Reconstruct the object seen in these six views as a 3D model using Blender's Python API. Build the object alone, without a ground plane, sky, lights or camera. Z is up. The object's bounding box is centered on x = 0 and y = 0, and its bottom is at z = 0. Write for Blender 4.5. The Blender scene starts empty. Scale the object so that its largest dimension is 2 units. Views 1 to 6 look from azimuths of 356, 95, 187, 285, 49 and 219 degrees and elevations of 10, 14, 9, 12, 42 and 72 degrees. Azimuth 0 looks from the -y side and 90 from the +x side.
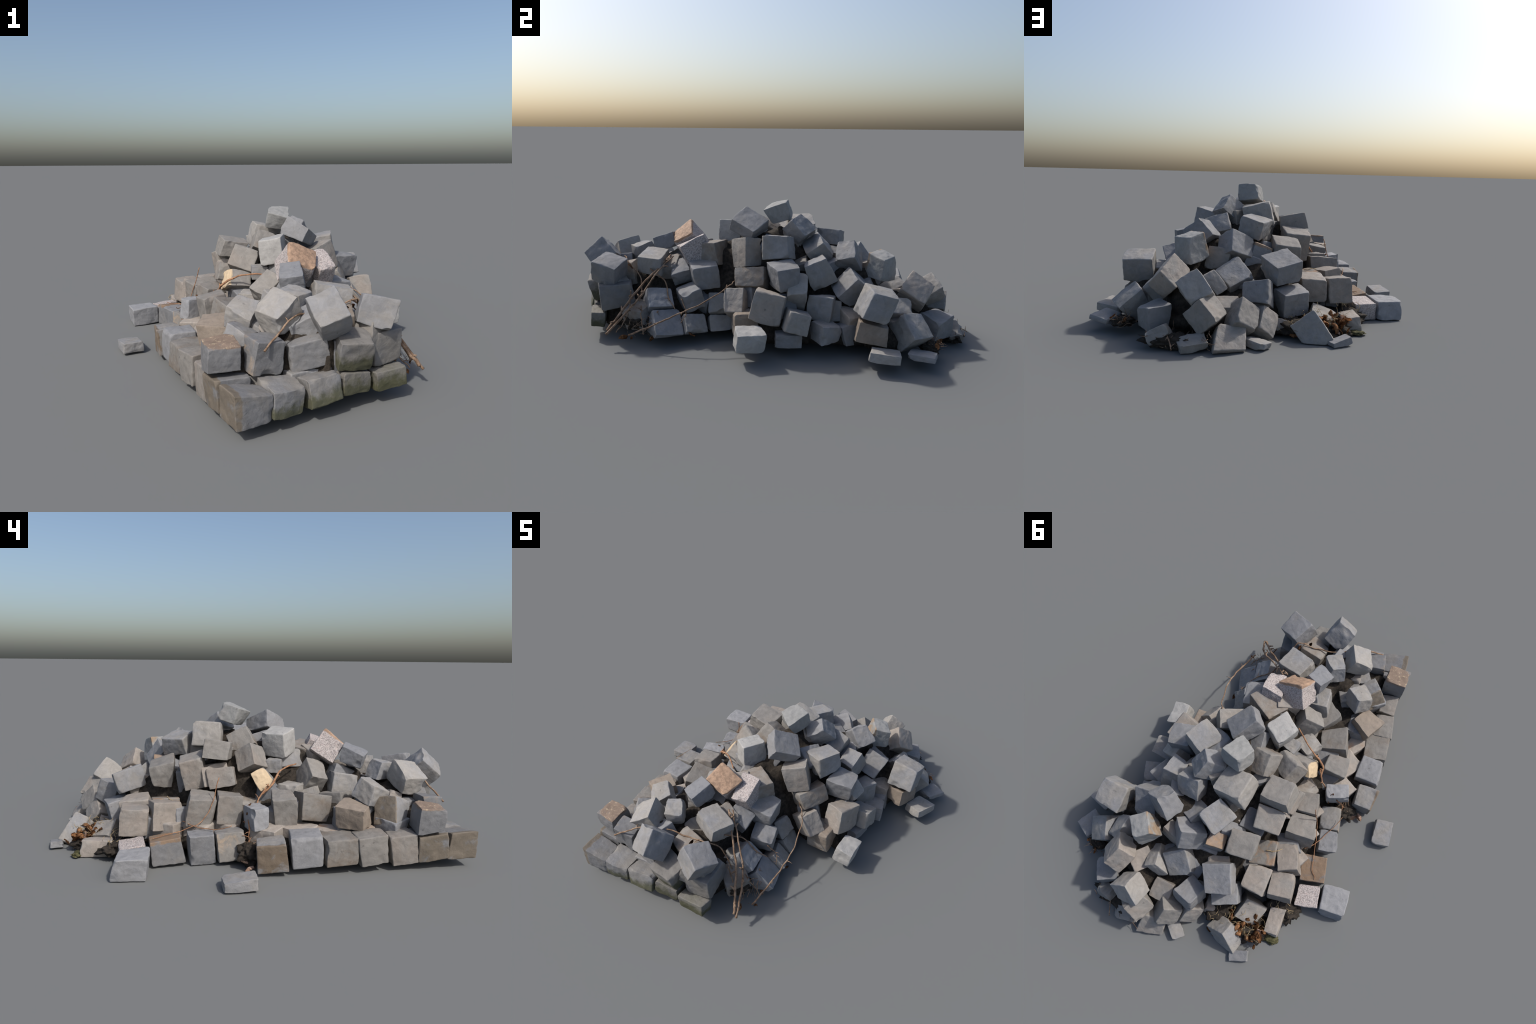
"""A tumbled heap of hewn paving setts behind two neat dry-laid courses,
with dry bramble canes, dead leaves, earth clods and an added dark core between the stones."""
import math
import random
import bpy
import bmesh
import numpy as np
from mathutils import Vector, Matrix, Euler, noise

SEED = 20240
rng = random.Random(SEED)
scene = bpy.context.scene
coll = scene.collection

# ------------------------------------------------------------------ materials
class Nodes:
    """Small helper to wire a node tree."""

    def __init__(self, name):
        self.mat = bpy.data.materials.new(name)
        self.mat.use_nodes = True
        self.tree = self.mat.node_tree
        self.tree.nodes.clear()
        self.out = self.add("ShaderNodeOutputMaterial")
        self.bsdf = self.add("ShaderNodeBsdfPrincipled")
        self.link(self.bsdf.outputs[0], self.out.inputs[0])

    def add(self, kind, **values):
        node = self.tree.nodes.new(kind)
        for key, value in values.items():
            setattr(node, key, value)
        return node

    def link(self, a, b):
        self.tree.links.new(a, b)

    def set(self, socket, value):
        if hasattr(value, "is_linked") or hasattr(value, "links"):
            self.link(value, socket)
        else:
            socket.default_value = value

    def math(self, op, a, b=0.0, clamp=False):
        n = self.add("ShaderNodeMath", operation=op, use_clamp=clamp)
        self.set(n.inputs[0], a)
        self.set(n.inputs[1], b)
        return n.outputs[0]

    def mix(self, fac, a, b, blend="MIX"):
        n = self.add("ShaderNodeMix", data_type="RGBA", blend_type=blend)
        self.set(n.inputs[0], fac)
        self.set(n.inputs[6], a if hasattr(a, "links") else (*a, 1))
        self.set(n.inputs[7], b if hasattr(b, "links") else (*b, 1))
        return n.outputs[2]

    def noise(self, vec, scale, detail=4.0, rough=0.55, distortion=0.0):
        n = self.add("ShaderNodeTexNoise")
        self.link(vec, n.inputs["Vector"])
        n.inputs["Scale"].default_value = scale
        n.inputs["Detail"].default_value = detail
        n.inputs["Roughness"].default_value = rough
        n.inputs["Distortion"].default_value = distortion
        return n.outputs[0]

    def ramp(self, value, lo, hi):
        n = self.add("ShaderNodeMapRange", interpolation_type="SMOOTHSTEP")
        self.set(n.inputs[0], value)
        n.inputs[1].default_value, n.inputs[2].default_value = lo, hi
        return n.outputs[0]

    def shifted_coords(self):
        """Object coordinates, shifted by a random amount for every object."""
        co = self.add("ShaderNodeTexCoord").outputs["Object"]
        info = self.add("ShaderNodeObjectInfo")
        scale = self.add("ShaderNodeVectorMath", operation="SCALE")
        scale.inputs[0].default_value = (17.0, 31.0, 23.0)
        self.link(info.outputs["Random"], scale.inputs["Scale"])
        plus = self.add("ShaderNodeVectorMath", operation="ADD")
        self.link(co, plus.inputs[0])
        self.link(scale.outputs[0], plus.inputs[1])
        return co, plus.outputs[0], info.outputs["Random"]

    def bump(self, height, strength, distance):
        n = self.add("ShaderNodeBump")
        n.inputs["Strength"].default_value = strength
        n.inputs["Distance"].default_value = distance
        self.link(height, n.inputs["Height"])
        self.link(n.outputs[0], self.bsdf.inputs["Normal"])


def face_mask(b, co, vec, axis, limit, ragged=0.010):
    """1 on the side of the stone that looks along the local axis (sign in limit)."""
    split = b.add("ShaderNodeSeparateXYZ")
    b.link(co, split.inputs[0])
    v = split.outputs["XYZ".index(axis)]
    wob = b.math("MULTIPLY", b.math("SUBTRACT", b.noise(vec, 28.0, 3.0), 0.5), ragged * 2)
    v = b.math("ADD", v, wob)
    if limit < 0:
        return b.ramp(b.math("MULTIPLY", v, -1.0), -limit, -limit + 0.006)
    return b.ramp(v, limit, limit + 0.006)


def stone_material(name, cool, warm, balance=0.5, patch=None, patch_cover=0.35, patch_face=None,
                   speck=None, moss=0.0, speck_contrast=0.10):
    b = Nodes(name)
    co, vec, rand = b.shifted_coords()
    blotch = b.noise(vec, 9.0, 3.0, 0.55, 0.4)
    fac = b.ramp(b.math("ADD", b.math("ADD", blotch, b.math("MULTIPLY", b.math("SUBTRACT", b.noise(vec, 40.0, 4.0, 0.6, 0.8), 0.5), 0.35)), b.math("MULTIPLY", b.math("SUBTRACT", rand, 0.5), 0.35)), balance - 0.18, balance + 0.18)
    col = b.mix(fac, cool, warm)
    # per-stone lightness and cloudy weathering
    light = b.math("ADD", b.math("MULTIPLY", rand, 0.32), 0.95)
    cloud = b.math("ADD", b.math("MULTIPLY", b.noise(vec, 22.0, 7.0, 0.72, 1.2), 0.80), 0.60)
    shade = b.math("MULTIPLY", light, cloud)
    own = b.add("ShaderNodeAttribute", attribute_type="OBJECT", attribute_name='["lightness"]')
    shade = b.math("MULTIPLY", shade, own.outputs["Fac"])
    # arrises worn paler
    worn = b.ramp(b.add("ShaderNodeNewGeometry").outputs["Pointiness"], 0.515, 0.60)
    shade = b.math("MULTIPLY", shade, b.math("ADD", b.math("MULTIPLY", worn, 0.16), 1.0))
    # fine mineral grain
    grain = b.noise(vec, 420.0, 3.0, 0.6)
    shade = b.math("MULTIPLY", shade, b.math("ADD", b.math("MULTIPLY", grain, speck_contrast * 2), 1.0 - speck_contrast))
    # hair-thin pale scratches and chips
    scr = b.noise(vec, 36.0, 6.0, 0.7, 2.2)
    scratch = b.ramp(scr, 0.69, 0.74)
    col = b.mix(b.math("MULTIPLY", scratch, 0.28), col, (0.36, 0.34, 0.325))
    dark = b.ramp(b.noise(vec, 55.0, 2.0, 0.4, 0.3), 0.72, 0.77)
    col = b.mix(b.math("MULTIPLY", dark, 0.45), col, (0.085, 0.08, 0.078))
    if patch is not None:
        m = b.ramp(b.noise(vec, 14.0, 5.0, 0.65, 0.8), 1 - patch_cover - 0.10, 1 - patch_cover + 0.10) if patch_cover < 1 else 1.0
        if patch_face is not None:
            fm = face_mask(b, co, vec, *patch_face)
            m = b.math("MULTIPLY", fm, m) if patch_cover < 1 else fm
        col = b.mix(m, col, patch)
    if speck is not None:
        m = b.ramp(b.noise(vec, 75.0, 4.0, 0.7, 0.5), 0.56, 0.66)
        m = b.math("MULTIPLY", m, face_mask(b, co, vec, *speck[1]))
        col = b.mix(m, col, speck[0])
    if moss > 0:
        split = b.add("ShaderNodeSeparateXYZ")
        b.link(co, split.inputs[0])
        low = b.math("MULTIPLY", split.outputs[2], -9.0)
        m = b.ramp(b.math("ADD", b.noise(vec, 26.0, 5.0, 0.65), low), 0.55 - moss * 0.3, 0.95 - moss * 0.3)
        col = b.mix(b.math("MULTIPLY", m, 0.8), col, (0.072, 0.074, 0.030))
    mul = b.add("ShaderNodeVectorMath", operation="SCALE")
    b.link(col, mul.inputs[0])
    b.link(shade, mul.inputs["Scale"])
    b.link(mul.outputs[0], b.bsdf.inputs["Base Color"])
    b.bsdf.inputs["Roughness"].default_value = 0.78
    b.bsdf.inputs["Specular IOR Level"].default_value = 0.3
    rough = b.math("ADD", b.math("MULTIPLY", b.noise(vec, 48.0, 5.0, 0.6, 0.5), 0.9), b.math("MULTIPLY", grain, 0.1))
    b.bump(rough, 0.45, 0.006)
    return b.mat


def granite_material(name, face=None):
    b = Nodes(name)
    co, vec, rand = b.shifted_coords()
    cell = b.add("ShaderNodeTexVoronoi")
    b.link(vec, cell.inputs["Vector"])
    cell.inputs["Scale"].default_value = 330.0
    bw = b.add("ShaderNodeRGBToBW")
    b.link(cell.outputs["Color"], bw.inputs[0])
    col = b.mix(b.ramp(bw.outputs[0], 0.25, 0.6), (0.22, 0.20, 0.195), (0.44, 0.395, 0.38))
    col = b.mix(b.ramp(b.noise(vec, 150.0, 3.0), 0.55, 0.68), col, (0.36, 0.29, 0.275))
    if face is not None:
        m = face_mask(b, co, vec, *face[1])
        tint = b.mix(b.ramp(b.noise(vec, 60.0, 5.0, 0.7), 0.35, 0.65), face[0], tuple(c * 0.62 for c in face[0]))
        col = b.mix(m, col, tint)
    b.link(col, b.bsdf.inputs["Base Color"])
    b.bsdf.inputs["Roughness"].default_value = 0.75
    b.bump(b.noise(vec, 120.0, 5.0, 0.7), 0.55, 0.004)
    return b.mat


def litter_material(name, dark, light, scale=40.0, translucent=False):
    b = Nodes(name)
    co, vec, rand = b.shifted_coords()
    col = b.mix(b.ramp(b.noise(vec, scale, 5.0, 0.65, 0.5), 0.35, 0.68), dark, light)
    b.link(col, b.bsdf.inputs["Base Color"])
    b.bsdf.inputs["Roughness"].default_value = 0.85
    b.bsdf.inputs["Specular IOR Level"].default_value = 0.2
    b.bump(b.noise(vec, scale * 4, 4.0), 0.4, 0.003)
    if translucent:
        t = b.add("ShaderNodeBsdfTranslucent")
        b.link(col, t.inputs[0])
        m = b.add("ShaderNodeMixShader")
        m.inputs[0].default_value = 0.25
        b.link(b.bsdf.outputs[0], m.inputs[1])
        b.link(t.outputs[0], m.inputs[2])
        b.link(m.outputs[0], b.out.inputs[0])
    return b.mat


COOL, NEUTRAL, WARM, BROWN = (0.210, 0.212, 0.220), (0.228, 0.217, 0.203), (0.243, 0.216, 0.192), (0.192, 0.158, 0.128)
MATERIALS = {
    "grey": stone_material("grey_basalt", COOL, NEUTRAL, 0.5),
    "warm": stone_material("warm_grey_basalt", NEUTRAL, WARM, 0.52),  # on the west stones, the tan light of that side is put into this tone
    "blue": stone_material("blue_grey_basalt", (0.185, 0.191, 0.205), COOL, 0.5),
    "brown": stone_material("brown_stained_basalt", NEUTRAL, BROWN, 0.45),
    "pale": stone_material("pale_basalt", (0.242, 0.244, 0.240), (0.268, 0.263, 0.255), 0.5),
    "tan_west": stone_material("tan_sided_basalt", COOL, NEUTRAL, 0.5, (0.188, 0.160, 0.128), 0.62, ("X", -0.040)),
    "rust_west": stone_material("rust_sided_basalt", COOL, NEUTRAL, 0.5, (0.165, 0.130, 0.097), 0.60, ("X", -0.038)),
    "tan": stone_material("tan_basalt", (0.255, 0.215, 0.178), (0.290, 0.240, 0.195), 0.5),
    "red_top": stone_material("red_topped_basalt", COOL, NEUTRAL, 0.5, (0.262, 0.195, 0.150), 0.66, ("Z", 0.036), ((0.50, 0.40, 0.28), ("Z", 0.036))),
    "orange_top": stone_material("orange_topped_basalt", COOL, NEUTRAL, 0.5, (0.275, 0.195, 0.135), 0.60, ("Z", 0.034)),
    "orange_streak": stone_material("orange_streaked_basalt", NEUTRAL, WARM, 0.5, (0.30, 0.195, 0.125), 0.42, ("Z", 0.030)),
    "yellow_west": stone_material("yellow_sided_basalt", NEUTRAL, WARM, 0.5, (0.50, 0.39, 0.26), 0.66, ("X", -0.035)),
    "stain": stone_material("stained_basalt", COOL, NEUTRAL, 0.5, (0.345, 0.275, 0.21), 0.42, ("X", -0.038)),
    "moss": stone_material("mossy_basalt", COOL, NEUTRAL, 0.5, moss=0.55),
    "moss_strong": stone_material("very_mossy_basalt", NEUTRAL, (0.20, 0.195, 0.16), 0.5, moss=1.0),
    "tan_corner": stone_material("tan_cornered_basalt", (0.242, 0.244, 0.240), (0.268, 0.263, 0.255), 0.5, (0.27, 0.20, 0.14), 0.5, ("X", -0.034)),
    "granite": granite_material("pink_granite"),
    "granite_rust": granite_material("rust_faced_granite", ((0.40, 0.265, 0.180), ("Y", -0.042))),
}
SOIL_SHADE = litter_material("shade_dark_soil", (0.020, 0.017, 0.014), (0.050, 0.041, 0.033), 60.0)  # earth colour taken down to the near-black shade of the deep gaps
BARK = litter_material("dry_bark", (0.15, 0.095, 0.062), (0.33, 0.235, 0.165), 45.0)
BARK_RED = litter_material("red_bark", (0.20, 0.10, 0.055), (0.38, 0.22, 0.13), 45.0)
LEAF = litter_material("dead_leaf", (0.17, 0.085, 0.042), (0.44, 0.235, 0.115), 55.0, True)
LEAF_PALE = litter_material("pale_dead_leaf", (0.36, 0.24, 0.18), (0.58, 0.44, 0.36), 55.0, True)
STRAW = litter_material("straw", (0.24, 0.18, 0.10), (0.46, 0.36, 0.22), 50.0)
MOSS = litter_material("moss", (0.040, 0.042, 0.018), (0.11, 0.10, 0.05), 90.0)

# ------------------------------------------------------------------ pile
pile = bpy.data.objects.new("cobblestone_pile", None)
coll.objects.link(pile)
pile["label"] = "tumbled heap of rough grey stone paving cubes with dry twigs"
pile["category"] = "stone pile"


def add_part(name, mesh, material, matrix=None, parent=None, stuff=False):
    obj = bpy.data.objects.new(name, mesh)
    coll.objects.link(obj)
    obj.parent = parent or pile
    if matrix is not None:
        obj.matrix_world = matrix
    if material is not None and not mesh.materials:
        mesh.materials.append(material)
    if stuff:
        obj["kind"] = "stuff"
    return obj


# ------------------------------------------------------------------ one hewn stone
def cube_grid(n):
    """Unit cube shell, finer towards the edges: points and quads."""
    t = np.linspace(-1, 1, n + 1)
    t = np.sign(t) * (1 - (1 - np.abs(t)) ** 1.35)
    index, pts, quads = {}, [], []
    def vid(p):
        key = tuple(np.round(p, 6))
        if key not in index:
            index[key] = len(pts)
            pts.append(p)
        return index[key]
    for axis in range(3):
        for side in (-1, 1):
            u, v = [(1, 2), (2, 0), (0, 1)][axis]
            ids = np.zeros((n + 1, n + 1), int)
            for i in range(n + 1):
                for j in range(n + 1):
                    p = np.zeros(3)
                    p[axis], p[u], p[v] = side, t[i], t[j]
                    ids[i, j] = vid(p)
            for i in range(n):
                for j in range(n):
                    q = [ids[i, j], ids[i + 1, j], ids[i + 1, j + 1], ids[i, j + 1]]
                    quads.append(q if side > 0 else q[::-1])
    return np.array(pts), quads


GRID, QUADS = cube_grid(22)
CORNER = {c: np.array([1 if c[0] == "e" else -1, 1 if c[1] == "n" else -1, 1 if c[2] == "u" else -1])
          for c in ("wsd", "wsu", "wnd", "wnu", "esd", "esu", "end", "enu")}
STONES, SURFACES = [], []          # every stone's matrix and surface points, for the added dark core


def noise_field(pts, scale, seed, octaves=3):
    off = Vector((seed * 3.17 % 91, seed * 7.91 % 83, seed * 5.33 % 77))
    return np.array([noise.fractal(Vector(p) * scale + off, 0.9, 2.1, octaves) for p in pts])


def stone(at, turn, size, kind="grey", nudge=None, rough=1.0, lightness=1.0, cut=0.001, name="cobblestone"):
    """A hewn cube: rounded arrises, pushed corners, knocked-off chips and a dressed surface.
    at: centre in metres; turn: XYZ angles in degrees; size: edge lengths;
    nudge: how far single corners are pushed, in millimetres, in the stone's own axes."""
    seed = len(STONES) + 1
    r = random.Random(SEED + seed * 101)
    half = np.array(size) / 2 + 0.0022
    rad = min(half) * r.uniform(0.04, 0.10)
    p = GRID * half
    inner = np.clip(p, -(half - rad), half - rad)
    d = p - inner
    ln = np.linalg.norm(d, axis=1, keepdims=True)
    p = inner + d / np.maximum(ln, 1e-9) * rad
    # slightly pillowed faces
    q = p / half
    for a in range(3):
        u, v = [i for i in range(3) if i != a]
        dome = (1 - np.clip(q[:, u], -1, 1) ** 2) * (1 - np.clip(q[:, v], -1, 1) ** 2)
        face = np.clip((np.abs(q[:, a]) - 0.8) / 0.2, 0, 1)
        amount = np.where(q[:, a] > 0, r.uniform(-0.001, 0.004), r.uniform(-0.001, 0.004))
        p[:, a] += np.sign(q[:, a]) * dome * face * amount
    # corners pushed out of square
    shift = {c: np.array([r.uniform(-1, 1) for _ in range(3)]) * 0.0035 for c in CORNER}
    for c, mm in (nudge or {}).items():
        shift[c] = np.array(mm) * 0.001
    for c, sgn in CORNER.items():
        w = np.prod((1 + np.clip(q, -1, 1) * sgn) / 2, axis=1)
        p = p + w[:, None] * shift[c]
    # flat chips knocked off corners and arrises
    for _ in range(r.randint(3, 6)):
        n = np.array([r.choice((-1, 1)) * r.uniform(0.35, 1), r.choice((-1, 1)) * r.uniform(0.35, 1), r.choice((-1, 1)) * r.uniform(0.0, 1)])
        n = n[[[0, 1, 2], [1, 2, 0], [2, 0, 1]][r.randint(0, 2)]]
        n /= np.linalg.norm(n)
        reach = (p @ n).max() - r.uniform(0.001, 0.0065) * (0.6 + 0.6 * rough)
        over = np.clip(p @ n - reach, 0, None)
        p = p - over[:, None] * n * 0.85
    # faces dressed in a few shallow planes
    for a in range(3):
        for side in (-1, 1):
            for _ in range(r.randint(1, 3)):
                n = np.array([r.uniform(-0.16, 0.16) for _ in range(3)])
                n[a] = side
                n /= np.linalg.norm(n)
                reach = (p @ n).max() - r.uniform(0.0005, 0.0035) * rough
                over = np.clip(p @ n - reach, 0, None)
                p = p - over[:, None] * n
    # shell-shaped scars
    for _ in range(r.randint(1, 2 + int(rough))):
        k = p[r.randrange(len(p))]
        n = k / np.linalg.norm(k)
        ball = r.uniform(0.022, 0.045)
        c = k + n * (ball - r.uniform(0.002, 0.005) * rough)
        v = p - c
        dist = np.linalg.norm(v, axis=1, keepdims=True)
        push = np.clip(ball - dist, 0, 0.012)
        p = p + v / np.maximum(dist, 1e-6) * push * 0.8
    # dressed, weathered surface
    out = p / np.maximum(np.linalg.norm(p, axis=1, keepdims=True), 1e-9)
    p = p + out * (noise_field(p, 18.0, seed, 2) * 0.0026 * rough + noise_field(p, 55.0, seed + 50, 4) * 0.0016)[:, None]
    mesh = bpy.data.meshes.new(name)
    mesh.from_pydata(p.tolist(), [], QUADS)
    m = Matrix.Translation(at) @ Euler([math.radians(a) for a in turn]).to_matrix().to_4x4()
    world_z = [(m @ Vector(v))[2] for v in p[:: 7]]
    if min(world_z) < cut + 0.003:               # stands in the ground: cut level
        bm = bmesh.new()
        bm.from_mesh(mesh)
        inv = m.inverted()
        geom = bm.verts[:] + bm.edges[:] + bm.faces[:]
        cut = bmesh.ops.bisect_plane(bm, geom=geom, plane_co=inv @ Vector((at[0], at[1], cut)), plane_no=(inv.to_3x3() @ Vector((0, 0, 1))).normalized(), clear_inner=True)
        edges = [e for e in cut["geom_cut"] if isinstance(e, bmesh.types.BMEdge)]
        if edges:
            bmesh.ops.holes_fill(bm, edges=[e for e in bm.edges if e.is_boundary], sides=0)
        bm.to_mesh(mesh)
        bm.free()
    mesh.shade_smooth()
    STONES.append((m, half))
    SURFACES.append(p @ np.array(m.to_3x3()).T + np.array(m.translation))
    obj = add_part(name, mesh, MATERIALS[kind], m)
    obj["lightness"] = lightness  # lower on the wall courses, so their colour carries the shade of their sides
    return obj


# --- neat bottom course along the west side, from the south corner northwards
stone((-0.121, -0.917, 0.089), (-1, 3, 23), (0.123, 0.111, 0.101), "tan_west", nudge=dict(wsd=(7, -2, 1), wsu=(-5, -2, 9), wnd=(3, 6, 2), wnu=(-4, -2, 4), esd=(1, 3, 9), esu=(0, 2, -5), enu=(-5, -11, -11)), lightness=0.8)
stone((-0.176, -0.805, 0.092), (-4, -2, 22), (0.115, 0.117, 0.101), "tan_west", nudge=dict(wsu=(-3, -2, 4), esu=(-1, -2, -4)), lightness=0.8)
stone((-0.226, -0.701, 0.086), (-7, -1, 21), (0.089, 0.100, 0.115), "warm", nudge=dict(esu=(-3, 8, 3), enu=(0, -5, -1)), lightness=0.8)
stone((-0.281, -0.585, 0.091), (-6, -2, 27), (0.091, 0.113, 0.107), "warm", nudge=dict(wsd=(-4, 5, 0), wsu=(6, -1, -2), esu=(0, -3, 4)), lightness=0.8)
stone((-0.320, -0.468, 0.088), (-1, 1, 23), (0.110, 0.122, 0.102), "brown", nudge=dict(esu=(6, 0, -3)), lightness=0.8)
stone((-0.362, -0.346, 0.091), (-4, -0, 18), (0.111, 0.117, 0.115), "blue", nudge=dict(wsu=(5, -1, 0), wnd=(-2, 1, -5), wnu=(-4, 1, -1), esu=(-4, -1, 0), enu=(4, -2, 2)), lightness=0.8)
stone((-0.422, -0.224, 0.073), (-5, -3, 15), (0.098, 0.110, 0.106), "rust_west", nudge=dict(wsd=(0, -6, 0), wnu=(5, -2, 0), esu=(2, 4, 2), enu=(-8, -3, 3)), lightness=0.8)
stone((-0.354, -0.033, 0.070), (-4, 6, 28), (0.096, 0.110, 0.114), "stain", nudge=dict(enu=(-4, -3, -1)), lightness=0.8)
stone((-0.399, 0.072, 0.065), (-3, -6, 30), (0.084, 0.098, 0.126), "blue", nudge=dict(wsd=(3, 0, 5), wsu=(-2, 4, 2), wnd=(8, -3, -2), wnu=(-7, -1, 7), esu=(-6, -2, -9), enu=(-4, 3, -2)), lightness=0.8)
stone((-0.432, 0.210, 0.056), (-6, 4, 29), (0.115, 0.121, 0.098), "orange_top", nudge=dict(wnd=(1, 3, 4), enu=(1, -1, -4)), lightness=0.8)
stone((-0.489, 0.328, 0.049), (-7, 1, 29), (0.101, 0.099, 0.077), "granite", nudge=dict(wsu=(4, -1, -3), wnu=(2, -2, -6), esu=(-5, 4, 6), end=(-8, 3, 4), enu=(10, -3, 0)), lightness=0.8)
# --- bottom course of the south front
stone((-0.010, -0.869, 0.091), (3, 2, 22), (0.111, 0.105, 0.087), "moss", nudge=dict(wsd=(4, -6, 5), esd=(-5, 4, -3), enu=(5, -2, 1)), lightness=0.8, rough=1.3)
stone((0.118, -0.818, 0.093), (-12, -3, 26), (0.121, 0.097, 0.092), "moss", nudge=dict(wsu=(-4, -3, 0), wnu=(4, -3, 0), esd=(-5, 0, 5), esu=(1, 6, -4)), lightness=0.8)
stone((0.229, -0.747, 0.089), (-6, 5, 24), (0.115, 0.112, 0.074), "moss_strong", nudge=dict(esd=(-1, 2, 5), esu=(0, -1, -7)), lightness=0.68)
stone((0.373, -0.729, 0.086), (-4, -2, 18), (0.125, 0.063, 0.063), "moss_strong", nudge=dict(wsu=(-2, -5, -1), esd=(-3, 4, 3), esu=(-1, 4, 1), enu=(4, 0, 0)), lightness=0.68)
# --- second course of the south front
stone((-0.197, -0.800, 0.208), (2, -0, 15), (0.103, 0.100, 0.087), "red_top", nudge=dict(wsd=(-4, -2, 8), wsu=(2, 1, -6), wnd=(0, -3, -20), esd=(0, -4, 9), end=(0, 4, -6), enu=(1, -2, 6)), lightness=0.8)
stone((-0.057, -0.800, 0.205), (2, 7, 26), (0.103, 0.077, 0.106), "stain", nudge=dict(wsd=(1, 12, -4), wsu=(4, 0, -3), wnd=(1, -17, -3), wnu=(-3, 8, 1), esd=(-2, -4, 0), enu=(-3, 0, 5)), lightness=0.8)
stone((0.088, -0.744, 0.195), (1, -12, 6), (0.126, 0.110, 0.098), nudge=dict(wsd=(-9, 5, 8), wsu=(4, -1, -1), wnu=(-1, -2, -5)), lightness=0.8)
stone((0.240, -0.756, 0.203), (17, 4, 11), (0.119, 0.105, 0.103), "moss", nudge=dict(wsd=(1, -6, 5), wsu=(-6, -1, 2), wnu=(13, 13, -5), esd=(2, 3, -6), esu=(0, 5, -6), enu=(-1, -12, 2)), lightness=0.68, rough=1.8)
stone((0.351, -0.647, 0.189), (4, -4, 23), (0.118, 0.147, 0.110), nudge=dict(wsd=(1, -3, -4), wsu=(-1, 5, 6), end=(-2, 4, 8), enu=(1, -1, -5)), lightness=0.68)
# --- stones thrown on top of the south front
stone((-0.001, -0.712, 0.317), (7, -28, 36), (0.111, 0.109, 0.086), nudge=dict(wsd=(-2, 6, 5), wsu=(4, -2, -4), wnd=(-9, -16, 4), wnu=(3, 2, -8), esu=(-2, -4, 0), enu=(5, 4, 10)), rough=1.7)
stone((0.158, -0.780, 0.326), (45, -22, 2), (0.102, 0.116, 0.113), rough=1.5)
stone((0.341, -0.676, 0.305), (-15, 15, -11), (0.118, 0.112, 0.101), nudge=dict(wsu=(-3, 2, -5), wnu=(9, 3, -1), esd=(-1, 0, -5), esu=(6, 0, 4), end=(-5, -1, 7)))
stone((-0.116, -0.569, 0.268), (19, 14, -27), (0.100, 0.095, 0.085), nudge=dict(wsu=(-1, 12, -2), wnd=(-6, -1, 4), esu=(5, -6, -5), enu=(-12, 5, 4)))
stone((-0.137, -0.657, 0.197), (-11, 17, -31), (0.092, 0.097, 0.110), "tan_west", nudge=dict(wsd=(1, -1, -6), wsu=(4, 7, 6), wnu=(-2, 0, 5), esd=(1, -2, 5), esu=(4, -5, -7), enu=(-7, -2, 0)))
stone((0.216, -0.638, 0.252), (14, -4, -1), (0.108, 0.102, 0.106), "brown", nudge=dict(wsu=(7, 4, -6), wnu=(-5, -6, 3), esu=(-7, -2, 5), enu=(7, 3, -5)))
stone((0.225, -0.502, 0.320), (-4, 9, -4), (0.133, 0.107, 0.077), nudge=dict(wnu=(-1, -5, -1), end=(3, 6, -3)))
stone((0.064, -0.602, 0.333), (12, -4, 47), (0.076, 0.094, 0.076), nudge=dict(wsd=(13, -10, 12), wsu=(-1, 5, 2), wnd=(-3, 7, -5), wnu=(1, -8, -3), esu=(1, -4, -1), end=(-8, 6, -3), enu=(-3, -9, 0)))
stone((0.075, -0.479, 0.385), (18, -8, -5), (0.085, 0.106, 0.067), "blue", nudge=dict(wsu=(-2, 6, -4), wnd=(-4, -7, 5), wnu=(7, 2, 3), enu=(-4, 4, 1)))
# --- middle of the south half, with the two granite setts
stone((0.109, -0.354, 0.410), (-55, 22, 10), (0.118, 0.111, 0.108), "granite_rust", nudge=dict(wsd=(-2, 9, 1), wsu=(3, -4, -2), wnd=(0, -6, -12), wnu=(-3, 4, -4), esd=(-3, 1, 5), esu=(8, 1, 3)), rough=1.2)
stone((0.209, -0.293, 0.369), (26, -3, 21), (0.081, 0.128, 0.132), "granite", nudge=dict(wsu=(3, -6, -4), wnu=(-13, 14, -19), esd=(-3, -2, 11), esu=(-6, 3, 1), end=(-4, 4, -10), enu=(9, -4, 3)), rough=1.3)
stone((-0.035, -0.420, 0.195), (-8, 6, -20), (0.105, 0.110, 0.095), "warm", lightness=0.92)
stone((0.007, -0.305, 0.292), (15, -33, 32), (0.107, 0.091, 0.107), "warm", nudge=dict(wsd=(2, -3, 5), wsu=(0, 8, -8), enu=(0, -5, 6)), lightness=0.92)
stone((0.181, -0.226, 0.359), (7, -5, -17), (0.134, 0.116, 0.113), "brown", nudge=dict(wnd=(3, -4, -9), wnu=(3, -4, -2), end=(-4, 5, 8), enu=(19, 0, -6)))
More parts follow.
